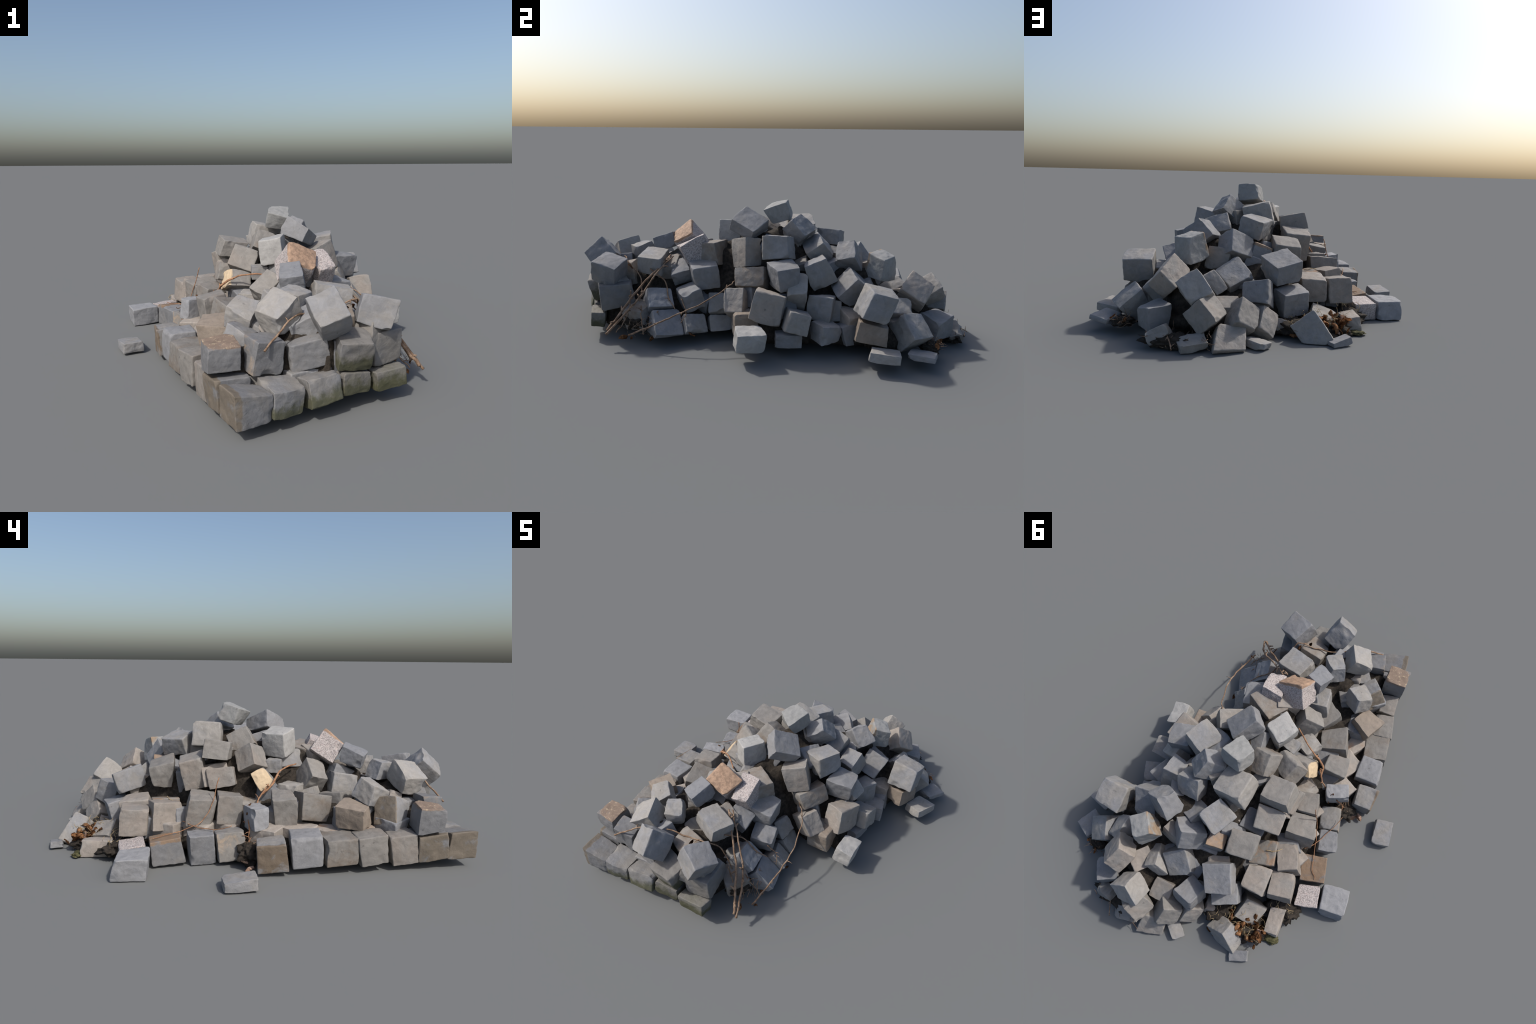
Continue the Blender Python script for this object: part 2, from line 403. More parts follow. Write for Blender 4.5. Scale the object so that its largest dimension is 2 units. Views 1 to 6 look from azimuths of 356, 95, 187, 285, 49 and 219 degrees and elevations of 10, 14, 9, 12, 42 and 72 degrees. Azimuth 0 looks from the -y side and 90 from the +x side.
# --- second course of the west side
stone((-0.369, 0.380, 0.143), (5, 2, 24), (0.107, 0.106, 0.111), "warm", nudge=dict(wsd=(1, -3, 4)), lightness=0.8)
stone((-0.319, 0.262, 0.160), (5, 7, 37), (0.097, 0.118, 0.114), "warm", nudge=dict(wnu=(2, -4, -2), esu=(-2, -4, 0), enu=(0, 4, 1)), lightness=0.8)
stone((-0.280, 0.120, 0.190), (9, -5, 24), (0.124, 0.107, 0.115), "warm", nudge=dict(wsd=(1, 4, 1), wsu=(8, -4, 0), wnd=(-4, 3, -4), wnu=(-5, 1, -4), esu=(-5, 0, 5), enu=(9, -5, 0)), lightness=0.8)
stone((-0.238, 0.007, 0.189), (5, 2, 26), (0.096, 0.098, 0.118), "warm", nudge=dict(wsu=(7, 1, 0), wnu=(-3, 4, -1), esu=(-3, 4, -3), enu=(1, -3, 4)), lightness=0.8)
stone((-0.310, -0.135, 0.180), (-5, -3, -52), (0.065, 0.105, 0.089), "blue", nudge=dict(esd=(-6, 4, 4)))
stone((-0.223, -0.226, 0.203), (-5, -9, 21), (0.108, 0.092, 0.117), "warm", nudge=dict(wsu=(1, -6, -1), wnu=(0, 5, 0), esu=(-4, 9, -2), enu=(4, -9, 4)), lightness=0.8)
stone((-0.150, -0.326, 0.198), (9, 9, 34), (0.121, 0.121, 0.109), "brown", nudge=dict(wsu=(-3, -5, -1), wnd=(2, -4, 1), wnu=(1, 7, 2), esu=(2, 14, -9), enu=(-2, -6, 3)), lightness=0.8)
stone((-0.213, -0.513, 0.194), (3, -6, -13), (0.111, 0.110, 0.088), "tan", nudge=dict(wsd=(4, -3, 8), wnu=(-2, 7, 5), esd=(0, -5, -2), esu=(3, 13, -20), enu=(-2, -2, 9)), lightness=0.8)
# --- crest of the heap
stone((0.085, 0.092, 0.554), (18, 7, -7), (0.099, 0.100, 0.078), "pale", nudge=dict(wsd=(-5, 5, 4), wsu=(6, 10, 1), wnd=(-3, -9, 0), wnu=(3, -7, -4), esd=(6, 10, -1), esu=(-2, -16, -2), enu=(-3, 8, 2)))
stone((0.168, -0.049, 0.499), (-22, 20, -35), (0.115, 0.133, 0.063), nudge=dict(wsd=(0, 0, -11), wsu=(3, -1, 10), wnu=(-5, 0, -4), esu=(-2, 0, -4), end=(7, -4, 12), enu=(1, 4, -5)))
stone((0.038, -0.142, 0.437), (1, -10, -17), (0.100, 0.110, 0.106), "pale", nudge=dict(wsu=(7, 4, -1), wnu=(-1, 1, -4), esd=(-2, -4, 5), enu=(2, -1, 6)))
stone((0.178, 0.189, 0.482), (24, -39, 36), (0.101, 0.083, 0.100), nudge=dict(wsd=(-6, 1, 4), wnd=(3, 4, 5), esd=(7, -1, 0), esu=(-3, 4, 0), end=(0, 4, -6), enu=(-4, -8, -2)), rough=1.4)
stone((0.005, 0.021, 0.440), (-31, 19, 3), (0.092, 0.104, 0.094), "brown", nudge=dict(wsu=(5, 3, -3)), lightness=0.92)
stone((-0.080, -0.046, 0.374), (-28, 16, -18), (0.113, 0.092, 0.099), "warm", nudge=dict(wsd=(-4, 4, 2), wsu=(0, -6, 1), wnu=(5, -4, -7), esd=(0, 4, 2), esu=(-2, 2, 4)), lightness=0.92)
stone((-0.119, -0.110, 0.295), (-33, 19, 14), (0.098, 0.069, 0.083), "yellow_west", nudge=dict(wsd=(5, 4, -4), wsu=(9, 10, -4), wnd=(-6, 4, -2), wnu=(-4, 0, 2), esd=(-2, -15, 15)))
stone((0.028, 0.190, 0.455), (2, 15, 9), (0.126, 0.123, 0.111), nudge=dict(wsd=(-1, -6, 1), wsu=(-4, -3, -2), esu=(-1, 10, 0)))
stone((-0.133, 0.090, 0.420), (6, 10, 13), (0.122, 0.110, 0.077), "warm", nudge=dict(wsd=(-4, 1, -2), wsu=(9, -2, -5), wnd=(-6, -1, -6), esd=(-28, -5, 10), end=(14, 5, 3), enu=(5, 1, -1)))
stone((0.019, 0.336, 0.416), (-4, -17, -13), (0.105, 0.123, 0.077), nudge=dict(wsd=(4, -3, 1), wnd=(-5, 0, -2), esu=(-2, 4, -1), end=(0, 0, 4), enu=(7, -8, 0)), rough=1.2)
stone((-0.065, -0.222, 0.225), (2, 5, -18), (0.095, 0.090, 0.085))
stone((-0.022, -0.140, 0.341), (0, -0, 0), (0.065, 0.060, 0.055))
# --- west slope
stone((-0.149, 0.064, 0.297), (-11, 12, 10), (0.113, 0.110, 0.081), "warm", nudge=dict(wnu=(0, 1, 4), esd=(0, 1, 6), esu=(0, -1, -7)), lightness=0.92)
stone((-0.153, 0.196, 0.322), (-12, -7, 20), (0.122, 0.099, 0.130), "warm", nudge=dict(wsd=(-1, 5, -1), wsu=(-4, 0, 4), esu=(4, -4, 1), enu=(-5, 0, -4)), lightness=0.92)
stone((-0.129, 0.357, 0.302), (-8, -7, 20), (0.120, 0.109, 0.104), "warm", nudge=dict(wsd=(-6, 24, -9), wsu=(-3, -9, 3), wnd=(-3, -7, 16), wnu=(8, -6, -11), esu=(5, -3, 12), enu=(0, -2, -11)), lightness=0.92, rough=1.7)
stone((-0.219, 0.305, 0.148), (0, 12, 28), (0.117, 0.114, 0.112), "orange_streak", nudge=dict(esu=(-4, 2, -2), enu=(5, 0, 2)), lightness=0.92)
stone((-0.260, 0.423, 0.158), (-5, -0, 16), (0.109, 0.115, 0.103), "warm", nudge=dict(wsu=(4, -6, -5), wnu=(3, 6, -4), esu=(1, 6, 7), end=(-8, 1, 3), enu=(5, -6, 2)), lightness=0.92)
stone((-0.007, 0.400, 0.288), (5, -20, 24), (0.082, 0.105, 0.101), "orange_top")
stone((-0.133, 0.526, 0.259), (-15, 10, 36), (0.119, 0.128, 0.089), nudge=dict(wsd=(1, 7, -3), wsu=(-3, -3, 5), esu=(5, -1, 1), enu=(-5, -3, -5)))
# --- east slope, upper
stone((0.299, 0.100, 0.418), (5, -12, -14), (0.114, 0.118, 0.101), nudge=dict(wsu=(-5, -2, -1), wnu=(10, 1, -4), esu=(4, 2, 6), end=(-6, 2, 9)))
stone((0.405, 0.137, 0.318), (5, 4, 24), (0.114, 0.104, 0.104), nudge=dict(wsu=(-14, -9, -3), wnu=(15, 0, 4), esd=(0, 11, 3), end=(-2, -10, -4), enu=(-1, 0, -5)))
stone((0.269, -0.046, 0.383), (-10, -15, 44), (0.110, 0.086, 0.122), "warm", nudge=dict(esd=(0, -1, -4), end=(-2, -3, 5)))
stone((0.206, 0.281, 0.394), (39, 14, 13), (0.110, 0.091, 0.095), nudge=dict(wnd=(-1, 4, -3), wnu=(0, -4, 1), end=(-1, -4, 4), enu=(-1, 0, -4)))
stone((0.325, 0.290, 0.319), (25, -2, 10), (0.086, 0.100, 0.117), nudge=dict(wsu=(4, 9, 4), wnu=(0, -7, -1), esd=(0, -18, -1), end=(-1, 7, 0), enu=(-4, -4, -1)))
stone((0.325, -0.009, 0.278), (7, -24, -16), (0.112, 0.132, 0.083), "brown", nudge=dict(esd=(4, 1, 2), esu=(-4, -2, -2), enu=(4, 2, 0)))
stone((0.089, 0.461, 0.331), (30, -25, 43), (0.114, 0.098, 0.102), nudge=dict(wsu=(14, -5, -1), wnd=(-2, 5, 1), wnu=(-7, 4, -5), end=(-4, -7, -2), enu=(0, -5, 4)))
stone((0.249, 0.419, 0.380), (43, -12, 76), (0.090, 0.103, 0.103), nudge=dict(wsd=(-11, 3, 6), wsu=(0, -6, 3), wnd=(-3, 5, 0), wnu=(7, -1, -9), esd=(6, -8, 0), esu=(1, 0, 4), end=(1, 2, -5), enu=(-7, -8, 1)), rough=1.4)
stone((0.260, 0.565, 0.338), (1, 10, 52), (0.089, 0.100, 0.109), "tan_corner", nudge=dict(wsd=(-5, -1, 5), wnd=(-10, -6, -4), wnu=(4, 1, 5), esd=(10, -7, 15), esu=(-6, 1, -4), end=(11, 10, -6), enu=(-6, -3, 0)))
stone((0.353, 0.434, 0.257), (52, 16, 19), (0.105, 0.117, 0.108), nudge=dict(wnd=(3, -5, -2), end=(1, 4, -5), enu=(5, -1, 2)))
# --- east foot
stone((0.483, 0.074, 0.200), (-14, -8, -2), (0.096, 0.130, 0.131), "warm", nudge=dict(wnu=(8, 0, -9), esu=(4, 0, -2), end=(-7, 4, 3), enu=(-6, -3, 3)))
stone((0.598, 0.007, 0.095), (-2, 7, 19), (0.083, 0.115, 0.079), "pale", nudge=dict(wnu=(3, -10, 3), esd=(-1, 0, 5), esu=(-4, -1, -2), enu=(2, 5, -2)), rough=1.4)
stone((0.510, 0.197, 0.149), (-15, -9, 13), (0.110, 0.095, 0.085), nudge=dict(esd=(-1, -4, 0), esu=(1, 5, -1), enu=(-1, -4, 0)))
stone((0.399, -0.071, 0.179), (10, -35, -16), (0.111, 0.085, 0.110), "warm", nudge=dict(esd=(0, 4, 4)))
stone((0.272, -0.246, 0.277), (6, 7, 25), (0.112, 0.115, 0.112), nudge=dict(esd=(-3, 9, 5), esu=(-1, -6, -1)))
stone((0.237, -0.367, 0.277), (14, 22, 21), (0.104, 0.079, 0.071), nudge=dict(wsu=(4, 11, -7), wnu=(-2, -5, 3), esd=(0, -6, 1), esu=(3, -6, -3), end=(-4, -2, 4)))
stone((0.335, -0.303, 0.181), (15, 5, 34), (0.103, 0.090, 0.091), nudge=dict(wsu=(-1, 5, 1), wnu=(0, -6, 0), esd=(-1, 2, 4), esu=(-3, -2, -4), enu=(0, 4, 0)))
stone((0.359, -0.448, 0.154), (-3, -47, 30), (0.112, 0.111, 0.095), "blue", nudge=dict(esu=(1, 6, 3)))
stone((0.430, -0.400, 0.065), (-9, -46, 41), (0.112, 0.123, 0.124), "blue", nudge=dict(esd=(-1, -4, 0)), cut=0.045)
stone((0.387, -0.286, 0.050), (-10, -43, 42), (0.112, 0.098, 0.087), cut=0.045)
stone((0.296, -0.170, 0.130), (8, -38, -5), (0.112, 0.082, 0.088), nudge=dict(end=(-2, -2, 4), enu=(2, 1, -5)))
stone((0.329, -0.168, 0.043), (-9, -35, 24), (0.112, 0.102, 0.074), cut=0.045)
stone((0.400, 0.191, 0.249), (-5, 37, 2), (0.112, 0.083, 0.113), nudge=dict(esd=(-5, 3, 4), esu=(5, 0, -3), end=(5, -3, -4), enu=(-5, 0, 3)))
stone((0.410, 0.298, 0.182), (-5, -5, -11), (0.087, 0.108, 0.108), nudge=dict(wsu=(20, 5, -15), wnu=(-6, 0, -1), esd=(-11, -1, 6), enu=(-1, 1, 5)))
stone((0.487, 0.322, 0.099), (-5, 1, 34), (0.097, 0.093, 0.075), nudge=dict(esu=(-2, 0, 4), end=(-6, -1, 11), enu=(1, -2, -7)), cut=0.045)
stone((0.505, 0.163, 0.067), (0, 0, 8), (0.090, 0.110, 0.065), cut=0.045)
stone((0.512, 0.512, 0.120), (-9, -7, 0), (0.103, 0.122, 0.083), "brown", nudge=dict(esd=(1, -4, 0), end=(0, 4, 2), enu=(0, -6, -7)))
stone((0.458, -0.030, 0.112), (0, -4, 18), (0.105, 0.100, 0.100), "brown")
# --- north-east end
stone((0.510, 0.526, 0.242), (-20, -1, 12), (0.126, 0.112, 0.118), nudge=dict(wsd=(4, -4, -8), wnu=(-3, 13, 9), esu=(-1, 7, -7), end=(0, -7, 1)))
stone((0.475, 0.677, 0.110), (-12, 41, 30), (0.117, 0.111, 0.103), nudge=dict(wsu=(-3, 4, -2), wnd=(20, -6, 13), esu=(6, -2, -1), end=(-11, -3, 3)))
stone((0.376, 0.628, 0.160), (-1, 40, 8), (0.076, 0.111, 0.112), nudge=dict(wsu=(-1, -8, -1), esu=(-2, 9, 3)))
stone((0.307, 0.720, 0.237), (-39, -44, 11), (0.089, 0.116, 0.111), "warm", nudge=dict(wsu=(-1, 4, 1), esd=(5, -5, -1), esu=(5, -2, 1), end=(-7, 1, 2), enu=(-4, -5, -2)))
stone((0.619, 0.559, 0.059), (-2, -10, -6), (0.102, 0.114, 0.037), nudge=dict(wsu=(11, 5, 2), wnu=(-5, -3, -1), esd=(-1, -5, 0), esu=(-4, 1, -2)))
stone((0.579, 0.714, 0.050), (-1, -9, -15), (0.096, 0.103, 0.022), nudge=dict(wsu=(15, 9, 2)))
stone((0.336, 0.813, 0.093), (-2, 2, 43), (0.092, 0.114, 0.104), nudge=dict(wnd=(19, -6, -5), wnu=(-4, 2, 1), esd=(-4, -1, 6), esu=(7, 5, -24), end=(-6, 2, 1), enu=(4, -2, 2)))
# --- north end
stone((0.071, 0.569, 0.207), (57, 21, 40), (0.117, 0.095, 0.116), nudge=dict(wsd=(6, 3, 0), wnu=(-7, 4, 8), end=(-1, -4, 1), enu=(-2, -2, -6)))
stone((0.150, 0.633, 0.194), (24, 30, 42), (0.058, 0.112, 0.095))
stone((0.164, 0.809, 0.205), (46, -39, -27), (0.109, 0.103, 0.099), nudge=dict(wnd=(12, -9, -4), wnu=(-10, -3, -14), esd=(-3, 4, -1)), rough=1.3)
stone((0.121, 0.847, 0.121), (-3, -48, -12), (0.100, 0.101, 0.106), "warm", nudge=dict(wsu=(7, -1, -6), wnu=(-4, 2, 4), esu=(-6, 2, 5), enu=(1, -3, -4)))
stone((-0.008, 0.783, 0.095), (38, -32, 35), (0.094, 0.100, 0.108), "warm", nudge=dict(wnd=(1, -3, 8), wnu=(3, 0, -6), esd=(-1, 10, -8), esu=(-4, -3, 3), enu=(0, 4, 2)))
stone((-0.054, 0.661, 0.171), (19, 4, -4), (0.099, 0.102, 0.096), nudge=dict(wsd=(-3, -1, -7), wsu=(3, 3, 6), esu=(-10, -3, -2), end=(5, 3, 14), enu=(2, 1, -9)))
stone((-0.069, 0.710, 0.056), (29, -38, 39), (0.088, 0.112, 0.105), "warm", nudge=dict(wnu=(5, -3, -1)))
stone((-0.178, 0.557, 0.121), (-13, 5, 37), (0.121, 0.097, 0.107), nudge=dict(wnu=(0, -4, -2)))
stone((-0.286, 0.705, 0.030), (30, -47, -25), (0.137, 0.077, 0.110), nudge=dict(esu=(1, 4, -2)))
stone((0.031, 0.859, 0.012), (45, -9, 22), (0.113, 0.112, 0.104), "warm", nudge=dict(wnd=(0, -1, 13), end=(9, 1, -11), enu=(-9, -1, 2)))
stone((-0.078, 0.835, 0.014), (4, -3, -28), (0.095, 0.055, 0.024))
stone((-0.305, 0.547, 0.026), (-12, -21, 7), (0.107, 0.104, 0.112), "warm", nudge=dict(wsu=(-6, -4, -2), wnu=(10, -2, 0), esu=(1, 5, 3)))
stone((-0.434, 0.519, 0.032), (2, 5, 19), (0.063, 0.123, 0.070), "warm", nudge=dict(wsd=(2, -9, 3), wsu=(-6, -2, -1), wnd=(1, 7, 0), wnu=(4, -4, -3), esu=(2, 7, 0), enu=(-4, -4, -2)))
# --- loose stones
stone((-0.598, 0.278, 0.044), (5, -3, 22), (0.117, 0.123, 0.085), "blue", nudge=dict(wsd=(-2, 0, 6), wsu=(-2, -3, 9), wnd=(4, 10, -4), wnu=(-2, -5, -6), esd=(4, 2, 7), esu=(2, -1, 6), end=(-6, 4, -4), enu=(-3, -13, -12)), rough=1.2)
stone((-0.596, -0.146, 0.025), (-4, 2, 23), (0.083, 0.117, 0.036), nudge=dict(wnu=(-2, -5, -2), esu=(-4, -3, 2), enu=(3, 2, -4)))
# --- stones half hidden behind and below the others
stone((0.032, -0.435, 0.262), (10, 8, 25), (0.105, 0.110, 0.095))
stone((-0.037, 0.255, 0.250), (25, 5, -20), (0.105, 0.100, 0.100), "warm")
stone((-0.175, -0.050, 0.165), (5, -6, -15), (0.095, 0.100, 0.090), "brown")
for i, (x, y) in enumerate([(-0.065, -0.760), (-0.115, -0.655), (-0.165, -0.540), (-0.205, -0.425), (-0.250, -0.305), (-0.300, -0.180), (-0.240, 0.000), (-0.290, 0.110), (-0.320, 0.240)]):
    stone((x, y, 0.083 + 0.004 * (i % 3)), (2 * (i % 2), -2, -18 + 3 * (i % 3)), (0.108, 0.108, 0.100), "orange_streak" if i in (2, 3) else "warm")
for x, y in [(0.055, -0.750), (0.165, -0.690), (0.270, -0.630)]:
    stone((x, y, 0.090), (0, 1, 24), (0.110, 0.108, 0.095))
stone((0.430, 0.420, 0.080), (10, -8, 30), (0.105, 0.100, 0.090), cut=0.045)
stone((0.395, -0.520, 0.110), (6, 10, -20), (0.110, 0.110, 0.095), "brown")


# ------------------------------------------------------------------ dark core added as gap shade
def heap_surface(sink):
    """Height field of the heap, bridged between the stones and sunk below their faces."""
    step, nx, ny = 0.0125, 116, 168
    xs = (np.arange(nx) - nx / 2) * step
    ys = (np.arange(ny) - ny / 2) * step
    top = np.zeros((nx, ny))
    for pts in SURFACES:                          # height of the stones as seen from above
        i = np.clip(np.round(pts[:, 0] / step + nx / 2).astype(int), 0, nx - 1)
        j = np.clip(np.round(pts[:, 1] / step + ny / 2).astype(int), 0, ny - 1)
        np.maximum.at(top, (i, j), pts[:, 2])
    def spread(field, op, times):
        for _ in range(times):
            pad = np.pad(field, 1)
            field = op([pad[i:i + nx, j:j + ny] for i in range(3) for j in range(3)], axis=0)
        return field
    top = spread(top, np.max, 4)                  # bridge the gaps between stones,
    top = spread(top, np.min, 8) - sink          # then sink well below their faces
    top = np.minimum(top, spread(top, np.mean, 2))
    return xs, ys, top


def add_shade_core():
    """Added near-black fill standing in for the shade deep between the stones."""
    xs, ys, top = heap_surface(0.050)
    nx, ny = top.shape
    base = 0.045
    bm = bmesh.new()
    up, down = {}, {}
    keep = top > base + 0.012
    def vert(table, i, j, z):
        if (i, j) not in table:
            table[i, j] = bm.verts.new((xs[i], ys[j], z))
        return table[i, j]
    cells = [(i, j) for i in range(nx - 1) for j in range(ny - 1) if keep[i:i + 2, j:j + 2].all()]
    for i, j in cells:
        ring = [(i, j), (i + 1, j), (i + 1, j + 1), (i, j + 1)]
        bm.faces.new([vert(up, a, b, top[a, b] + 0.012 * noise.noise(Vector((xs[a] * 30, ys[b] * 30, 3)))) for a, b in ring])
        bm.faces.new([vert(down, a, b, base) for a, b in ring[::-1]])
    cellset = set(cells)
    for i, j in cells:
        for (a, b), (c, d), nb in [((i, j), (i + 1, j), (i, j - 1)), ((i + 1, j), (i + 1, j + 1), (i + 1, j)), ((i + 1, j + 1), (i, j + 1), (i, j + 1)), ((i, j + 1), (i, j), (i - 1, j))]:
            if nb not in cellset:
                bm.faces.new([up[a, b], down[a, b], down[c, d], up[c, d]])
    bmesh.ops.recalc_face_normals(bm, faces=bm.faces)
    mesh = bpy.data.meshes.new("shade_core")
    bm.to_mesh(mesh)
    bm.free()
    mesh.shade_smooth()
    return add_part("shade_core", mesh, SOIL_SHADE, stuff=True)



def buried_stones():
    """Stones of the inner heap that only show in the gaps."""
    xs, ys, top = heap_surface(0.030)
    r = random.Random(SEED + 9)
    places = []
    hollows = [(0.22, -0.14), (0.0, -0.50), (-0.10, -0.40)]      # open holes in the heap
    for _ in range(1500):
        i, j = r.randrange(len(xs)), r.randrange(len(ys))
        if top[i, j] > 0.150 and all(math.hypot(xs[i] - x, ys[j] - y) > 0.085 for x, y in hollows) and all((xs[i] - x) ** 2 + (ys[j] - y) ** 2 > 0.105 ** 2 for x, y, _ in places):
            places.append((xs[i], ys[j], top[i, j]))
    for x, y, z in places:
        edge = r.uniform(0.090, 0.108)
        stone((x, y, z - edge * 0.55), (r.uniform(-25, 25), r.uniform(-25, 25), r.uniform(0, 90)), (edge, edge * r.uniform(0.9, 1.1), edge * r.uniform(0.85, 1.0)), r.choice(("grey", "warm", "blue")), lightness=0.9)


buried_stones()
add_shade_core()

# ------------------------------------------------------------------ canes and twigs
def smooth_path(points, per=8):
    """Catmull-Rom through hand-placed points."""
    pts = [Vector(p) for p in points]
    pts = [pts[0] * 2 - pts[1]] + pts + [pts[-1] * 2 - pts[-2]]
    path = []
    for i in range(1, len(pts) - 2):
        a, b, c, d = pts[i - 1:i + 3]
        for k in range(per):
            t = k / per
            path.append(0.5 * (2 * b + (c - a) * t + (2 * a - 5 * b + 4 * c - d) * t * t + (3 * b - a - 3 * c + d) * t ** 3))
    path.append(pts[-2])
    return path


def tube(bm, path, r0, r1, sides=7, knobs=0.25, seed=0):
    rings = []
    n = len(path)
    for i, p in enumerate(path):
        t = (path[min(i + 1, n - 1)] - path[max(i - 1, 0)]).normalized()
        side = t.cross(Vector((0.3, 0.2, 0.93))).normalized()
        up = side.cross(t)
        rad = (r0 + (r1 - r0) * i / (n - 1)) * (1 + knobs * noise.noise(Vector((i * 0.55, seed * 3.1, 0))))
        rings.append([bm.verts.new(p + (side * math.cos(a) + up * math.sin(a)) * rad) for a in [2 * math.pi * k / sides for k in range(sides)]])
    for a, b in zip(rings, rings[1:]):
        for k in range(sides):
            bm.faces.new([a[k], a[(k + 1) % sides], b[(k + 1) % sides], b[k]])
    bm.faces.new(rings[0][::-1])
    bm.faces.new(rings[-1])


def twig(points, r0=0.004, r1=0.002, material=None, name="twig", forks=0):
    bm = bmesh.new()
    path = smooth_path(points)
    seed = len(bpy.data.objects)
    r = random.Random(seed * 7 + 3)
    path = [p + Vector([noise.noise(Vector((i * 0.35, seed * 1.7, k * 9.1))) * 0.004 for k in range(3)]) for i, p in enumerate(path)]
    tube(bm, path, r0, r1, seed=seed)
    for _ in range(forks):
        i = r.randrange(1, len(path) - 1)
        start = path[i]
        d = Vector((r.uniform(-1, 1), r.uniform(-1, 1), r.uniform(-0.4, 0.9))).normalized()
        length = r.uniform(0.012, 0.032)
        tube(bm, [start, start + d * length * 0.5 + Vector((0, 0, 0.003)), start + d * length], r1 * 1.0, r1 * 0.45, 5, seed=seed + 9)
    mesh = bpy.data.meshes.new(name)
    bm.to_mesh(mesh)
    bm.free()
    mesh.shade_smooth()
    return add_part(name, mesh, material or BARK)


# bramble canes hanging over the south-east corner
twig([(0.222, -0.419, 0.352), (0.310, -0.470, 0.295), (0.410, -0.525, 0.228), (0.480, -0.585, 0.140), (0.530, -0.628, 0.078)], 0.0035, 0.0065, forks=5)
twig([(0.232, -0.405, 0.348), (0.322, -0.452, 0.300), (0.428, -0.500, 0.215), (0.492, -0.560, 0.140), (0.545, -0.630, 0.066)], 0.003, 0.0055, forks=6)
twig([(0.532, -0.532, 0.062), (0.518, -0.398, 0.120), (0.506, -0.323, 0.155), (0.480, -0.242, 0.188), (0.425, -0.146, 0.235), (0.380, -0.105, 0.263), (0.335, -0.085, 0.275)], 0.0042, 0.002, forks=4)
twig([(0.295, -0.500, 0.300), (0.330, -0.420, 0.250), (0.385, -0.390, 0.190), (0.420, -0.350, 0.150)], 0.0035, 0.002, forks=3)
twig([(0.400, -0.560, 0.225), (0.430, -0.560, 0.150), (0.470, -0.575, 0.095), (0.505, -0.600, 0.060)], 0.003, 0.002, forks=4)
twig([(0.445, -0.500, 0.170), (0.490, -0.485, 0.110), (0.515, -0.470, 0.060)], 0.003, 0.0018, forks=4)
twig([(0.450, -0.420, 0.150), (0.475, -0.450, 0.100), (0.500, -0.480, 0.060)], 0.0028, 0.0016, forks=3)
twig([(0.395, -0.330, 0.190), (0.425, -0.300, 0.140), (0.450, -0.320, 0.095)], 0.0025, 0.0015, forks=3)
# cane across the front, under the big pale setts
twig([(-0.059, -0.862, 0.240), (-0.010, -0.815, 0.280), (0.045, -0.765, 0.315), (0.124, -0.680, 0.312), (0.215, -0.640, 0.315), (0.295, -0.603, 0.330), (0.320, -0.535, 0.255), (0.384, -0.527, 0.168)], 0.0036, 0.0028, forks=2)
# root between the yellow stone and the crest
twig([(-0.205, -0.130, 0.250), (-0.186, -0.168, 0.292), (-0.101, -0.186, 0.336), (0.006, -0.230, 0.348)], 0.0055, 0.0032, BARK_RED, name="root", forks=3)
twig([(-0.186, -0.150, 0.285), (-0.225, -0.120, 0.235), (-0.270, -0.110, 0.190), (-0.300, -0.080, 0.150)], 0.0035, 0.002, BARK_RED, name="root", forks=4)
# thin stalks lying along the west course
twig([(-0.290, 0.030, 0.330), (-0.330, 0.060, 0.200), (-0.365, 0.110, 0.140), (-0.425, 0.215, 0.112), (-0.470, 0.250, 0.105)], 0.002, 0.0014, BARK_RED)
twig([(-0.345, 0.175, 0.148), (-0.372, 0.110, 0.140), (-0.390, 0.010, 0.140), (-0.400, -0.055, 0.165)], 0.002, 0.0014, BARK_RED)
twig([(-0.330, -0.105, 0.175), (-0.355, -0.115, 0.130), (-0.372, -0.118, 0.080)], 0.003, 0.002, BARK_RED, forks=4)
twig([(-0.215, 0.300, 0.212), (-0.250, 0.275, 0.216), (-0.290, 0.215, 0.200)], 0.0018, 0.0012, STRAW)


# ------------------------------------------------------------------ leaves and litter
def leaf_mesh(name, length, width, curl, seed):
    """A dead leaf: pointed oval with wavy, toothed margin, curled across and along."""
    r = random.Random(seed)
    bm = bmesh.new()
    nu, nv = 12, 6
    twist = r.uniform(-0.8, 0.8)
    grid = []
    for i in range(nu + 1):
        t = i / nu
        w = width * (math.sin(math.pi * min(t * 0.97 + 0.03, 1)) ** 0.75) * (1 + 0.22 * math.sin(i * 2.4 + seed))
        row = []
        for j in range(nv + 1):
            s = j / nv * 2 - 1
            x = (t - 0.5) * length
            y = s * w / 2
            z = curl * (s * s * width * 0.55 + (t - 0.5) ** 2 * length * 0.7) + 0.004 * noise.noise(Vector((x * 90, y * 90, seed)))
            a = twist * (t - 0.5)
            row.append(bm.verts.new((x, y * math.cos(a) - z * math.sin(a), y * math.sin(a) + z * math.cos(a))))
        grid.append(row)
    for i in range(nu):
        for j in range(nv):
            bm.faces.new([grid[i][j], grid[i + 1][j], grid[i + 1][j + 1], grid[i][j + 1]])
    thick = bmesh.ops.solidify(bm, geom=bm.faces[:], thickness=0.0008)
    mesh = bpy.data.meshes.new(name)
    bm.to_mesh(mesh)
    bm.free()
    mesh.shade_smooth()
    return mesh


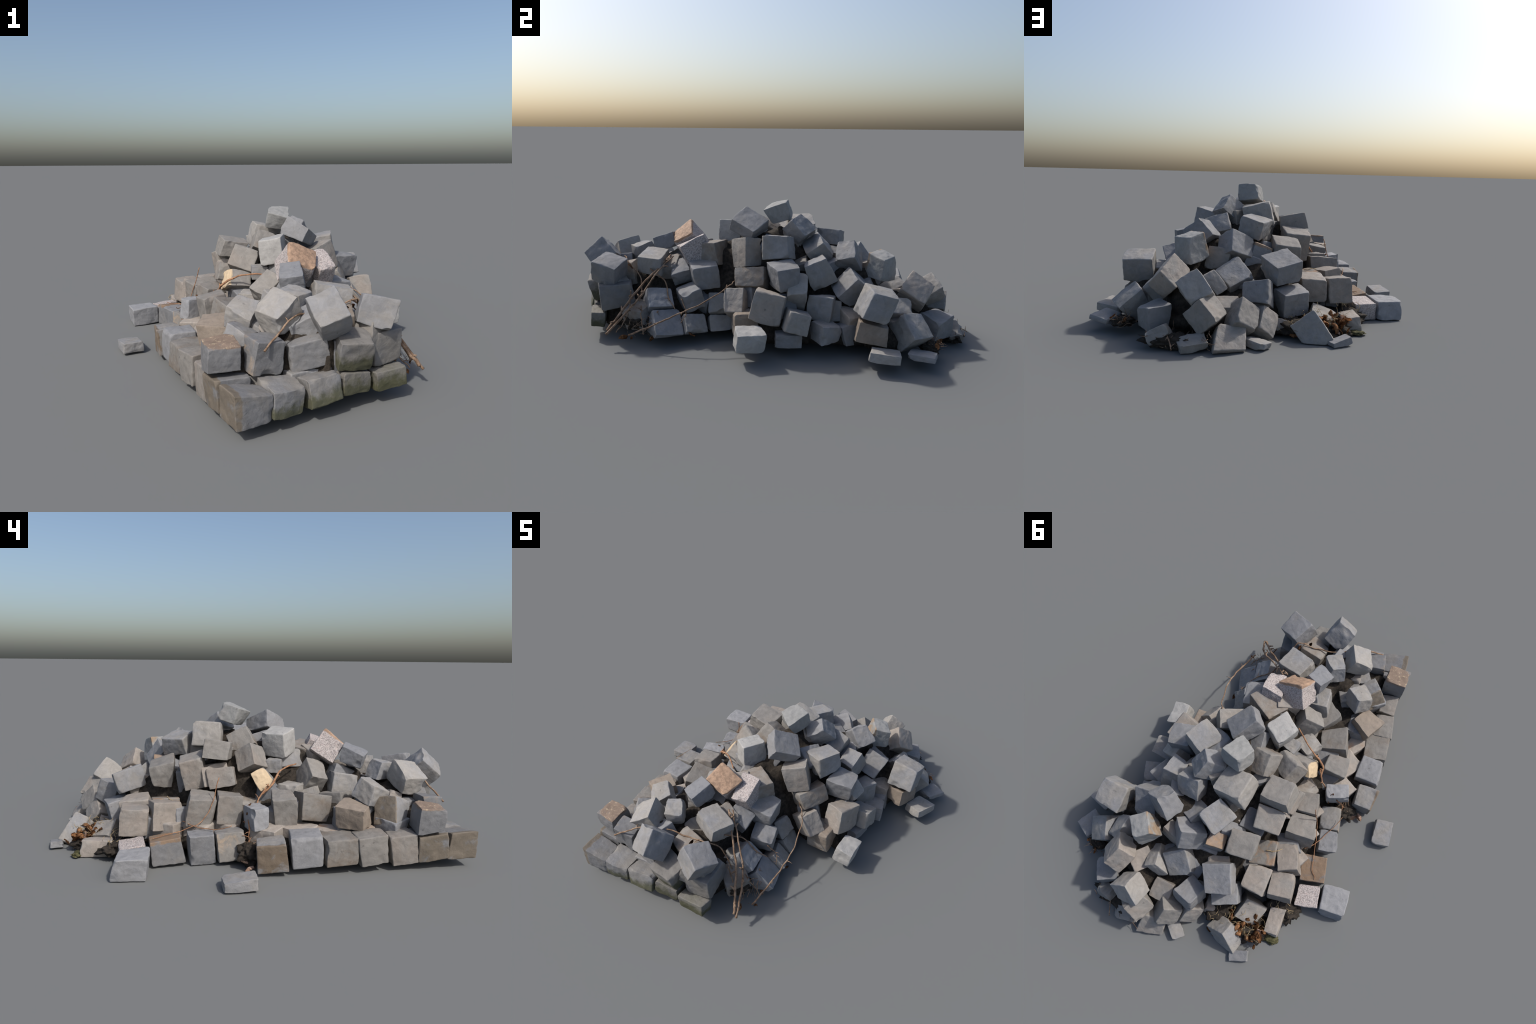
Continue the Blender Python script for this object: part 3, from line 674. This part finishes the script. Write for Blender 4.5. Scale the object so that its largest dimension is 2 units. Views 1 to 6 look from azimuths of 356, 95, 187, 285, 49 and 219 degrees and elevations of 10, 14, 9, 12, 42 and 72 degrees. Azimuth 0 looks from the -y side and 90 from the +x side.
LEAVES = [leaf_mesh("dead_leaf", rng.uniform(0.035, 0.055), rng.uniform(0.018, 0.030), rng.choice((-1, 1)) * rng.uniform(0.4, 1.3), 40 + k) for k in range(7)]
for m in LEAVES:
    m.materials.append(LEAF)
PALE_LEAVES = [leaf_mesh("dead_leaf", 0.045, 0.026, c, 60 + k) for k, c in enumerate((0.5, -0.7, 0.9))]
for m in PALE_LEAVES:
    m.materials.append(LEAF_PALE)


def leaf(at, spread=0.0, pale=False, size=1.0, flat=False):
    mesh = rng.choice(PALE_LEAVES if pale else LEAVES)
    p = Vector(at) + Vector((rng.uniform(-1, 1) * spread, rng.uniform(-1, 1) * spread, rng.uniform(-0.3, 0.5) * spread))
    p.z = max(p.z, 0.012)
    lean = 0.35 if flat else 1.1
    m = Matrix.Translation(p) @ Euler((rng.uniform(-lean, lean), rng.uniform(-lean, lean), rng.uniform(0, 6.28))).to_matrix().to_4x4() @ Matrix.Scale(size * rng.uniform(0.75, 1.15), 4)
    return add_part("dead_leaf", mesh, None, m)


# the heap of leaves caught at the north-west foot
for _ in range(26):
    leaf((-0.375, 0.615, 0.045), 0.055, pale=rng.random() < 0.15)
for _ in range(8):
    leaf((-0.270, 0.615, 0.060), 0.045)
for _ in range(6):
    leaf((-0.205, 0.690, 0.030), 0.050, pale=rng.random() < 0.3, size=0.8)
for at in [(-0.455, -0.143, 0.027), (-0.430, -0.120, 0.030)]:
    leaf(at, 0.004, pale=True, size=1.2, flat=True)
for at in [(-0.310, -0.105, 0.205), (-0.325, -0.110, 0.165), (-0.345, -0.100, 0.120), (-0.300, -0.100, 0.225)]:
    leaf(at, 0.010, size=0.6)
for at in [(0.240, -0.650, 0.315), (0.285, -0.600, 0.305), (0.470, -0.270, 0.050), (0.505, -0.440, 0.045), (0.535, -0.520, 0.055), (0.505, -0.560, 0.045), (0.440, -0.540, 0.120), (0.520, 0.785, 0.072), (0.470, 0.800, 0.060)]:
    leaf(at, 0.008, size=0.75)


def litter(name, centre, spread, count, material, length=(0.015, 0.045), radius=0.0012):
    """Straw, rootlets and stalks, too many to count, as one part."""
    bm = bmesh.new()
    r = random.Random(len(bpy.data.objects) + 5)
    for k in range(count):
        p = Vector([c + r.uniform(-1, 1) * s for c, s in zip(centre, spread)])
        p.z = max(p.z, 0.008)
        d = Vector((r.uniform(-1, 1), r.uniform(-1, 1), r.uniform(-0.2, 0.9))).normalized()
        ln = r.uniform(*length)
        bend = Vector((r.uniform(-1, 1), r.uniform(-1, 1), r.uniform(-1, 1))) * ln * 0.2
        tube(bm, [p, p + d * ln * 0.5 + bend, p + d * ln], radius * r.uniform(0.7, 1.4), radius * 0.5, 4, seed=k)
    mesh = bpy.data.meshes.new(name)
    bm.to_mesh(mesh)
    bm.free()
    mesh.shade_smooth()
    return add_part(name, mesh, material, stuff=True)


litter("straw", (-0.33, 0.60, 0.060), (0.10, 0.06, 0.03), 70, STRAW)
litter("straw", (-0.20, 0.66, 0.040), (0.06, 0.05, 0.03), 30, STRAW)
litter("straw", (0.20, 0.90, 0.035), (0.13, 0.05, 0.025), 60, BARK)
litter("straw", (0.47, 0.77, 0.050), (0.05, 0.04, 0.02), 26, BARK)
litter("straw", (0.47, -0.50, 0.075), (0.06, 0.06, 0.035), 40, BARK)
litter("straw", (-0.36, -0.12, 0.060), (0.03, 0.04, 0.04), 30, BARK)
litter("straw", (-0.43, 0.43, 0.060), (0.05, 0.05, 0.03), 30, STRAW)


def clod(centre, size, material, name="soil_clod", flat=0.6, seed=1):
    """A ragged lump of earth or moss."""
    bm = bmesh.new()
    bmesh.ops.create_icosphere(bm, subdivisions=4, radius=1)
    for v in bm.verts:
        n = v.co.normalized()
        d = 1 + 0.45 * noise.fractal(n * 2.2 + Vector((seed * 3.3, 0, 0)), 0.8, 2.2, 5)
        v.co = Vector((n.x * size[0], n.y * size[1], n.z * size[2])) * d
    for v in bm.verts:
        v.co.z = max(v.co.z, 0.003 - centre[2])
    mesh = bpy.data.meshes.new(name)
    bm.to_mesh(mesh)
    bm.free()
    mesh.shade_smooth()
    return add_part(name, mesh, material, Matrix.Translation(centre), stuff=True)


clod((-0.34, 0.61, 0.020), (0.10, 0.07, 0.030), SOIL_SHADE, seed=2)
clod((-0.455, 0.590, 0.006), (0.045, 0.025, 0.010), MOSS, "moss", seed=3)
clod((-0.19, 0.64, 0.030), (0.07, 0.06, 0.035), SOIL_SHADE, seed=4)
clod((0.23, 0.900, 0.026), (0.11, 0.045, 0.028), SOIL_SHADE, seed=5)
twig([(0.30, 0.86, 0.060), (0.25, 0.92, 0.055), (0.22, 0.97, 0.035), (0.21, 0.988, 0.020)], 0.0028, 0.0016, forks=4)
clod((-0.415, 0.435, 0.035), (0.085, 0.075, 0.032), SOIL_SHADE, seed=8)
clod((-0.375, -0.125, 0.050), (0.055, 0.050, 0.042), SOIL_SHADE, seed=9)
clod((0.49, 0.76, 0.050), (0.045, 0.035, 0.020), SOIL_SHADE, seed=6)
clod((0.42, -0.52, 0.090), (0.05, 0.06, 0.040), SOIL_SHADE, seed=7)

# ------------------------------------------------------------------ broken flakes
stone((-0.395, 0.745, 0.012), (0, 12, 35), (0.085, 0.050, 0.026), rough=1.2, name="stone_chip")
stone((0.285, 0.905, 0.050), (20, 30, 10), (0.085, 0.060, 0.045), "warm", rough=1.4, name="stone_chip")
stone((0.150, 0.925, 0.028), (-18, 8, 25), (0.100, 0.060, 0.030), "warm", rough=1.4, name="stone_chip")
stone((-0.155, 0.640, 0.030), (15, -20, 20), (0.080, 0.070, 0.045), "warm", rough=1.2, name="stone_chip")
stone((-0.025, -0.660, 0.245), (20, 14, 30), (0.060, 0.050, 0.030), "yellow_west", rough=1.2, name="stone_chip")
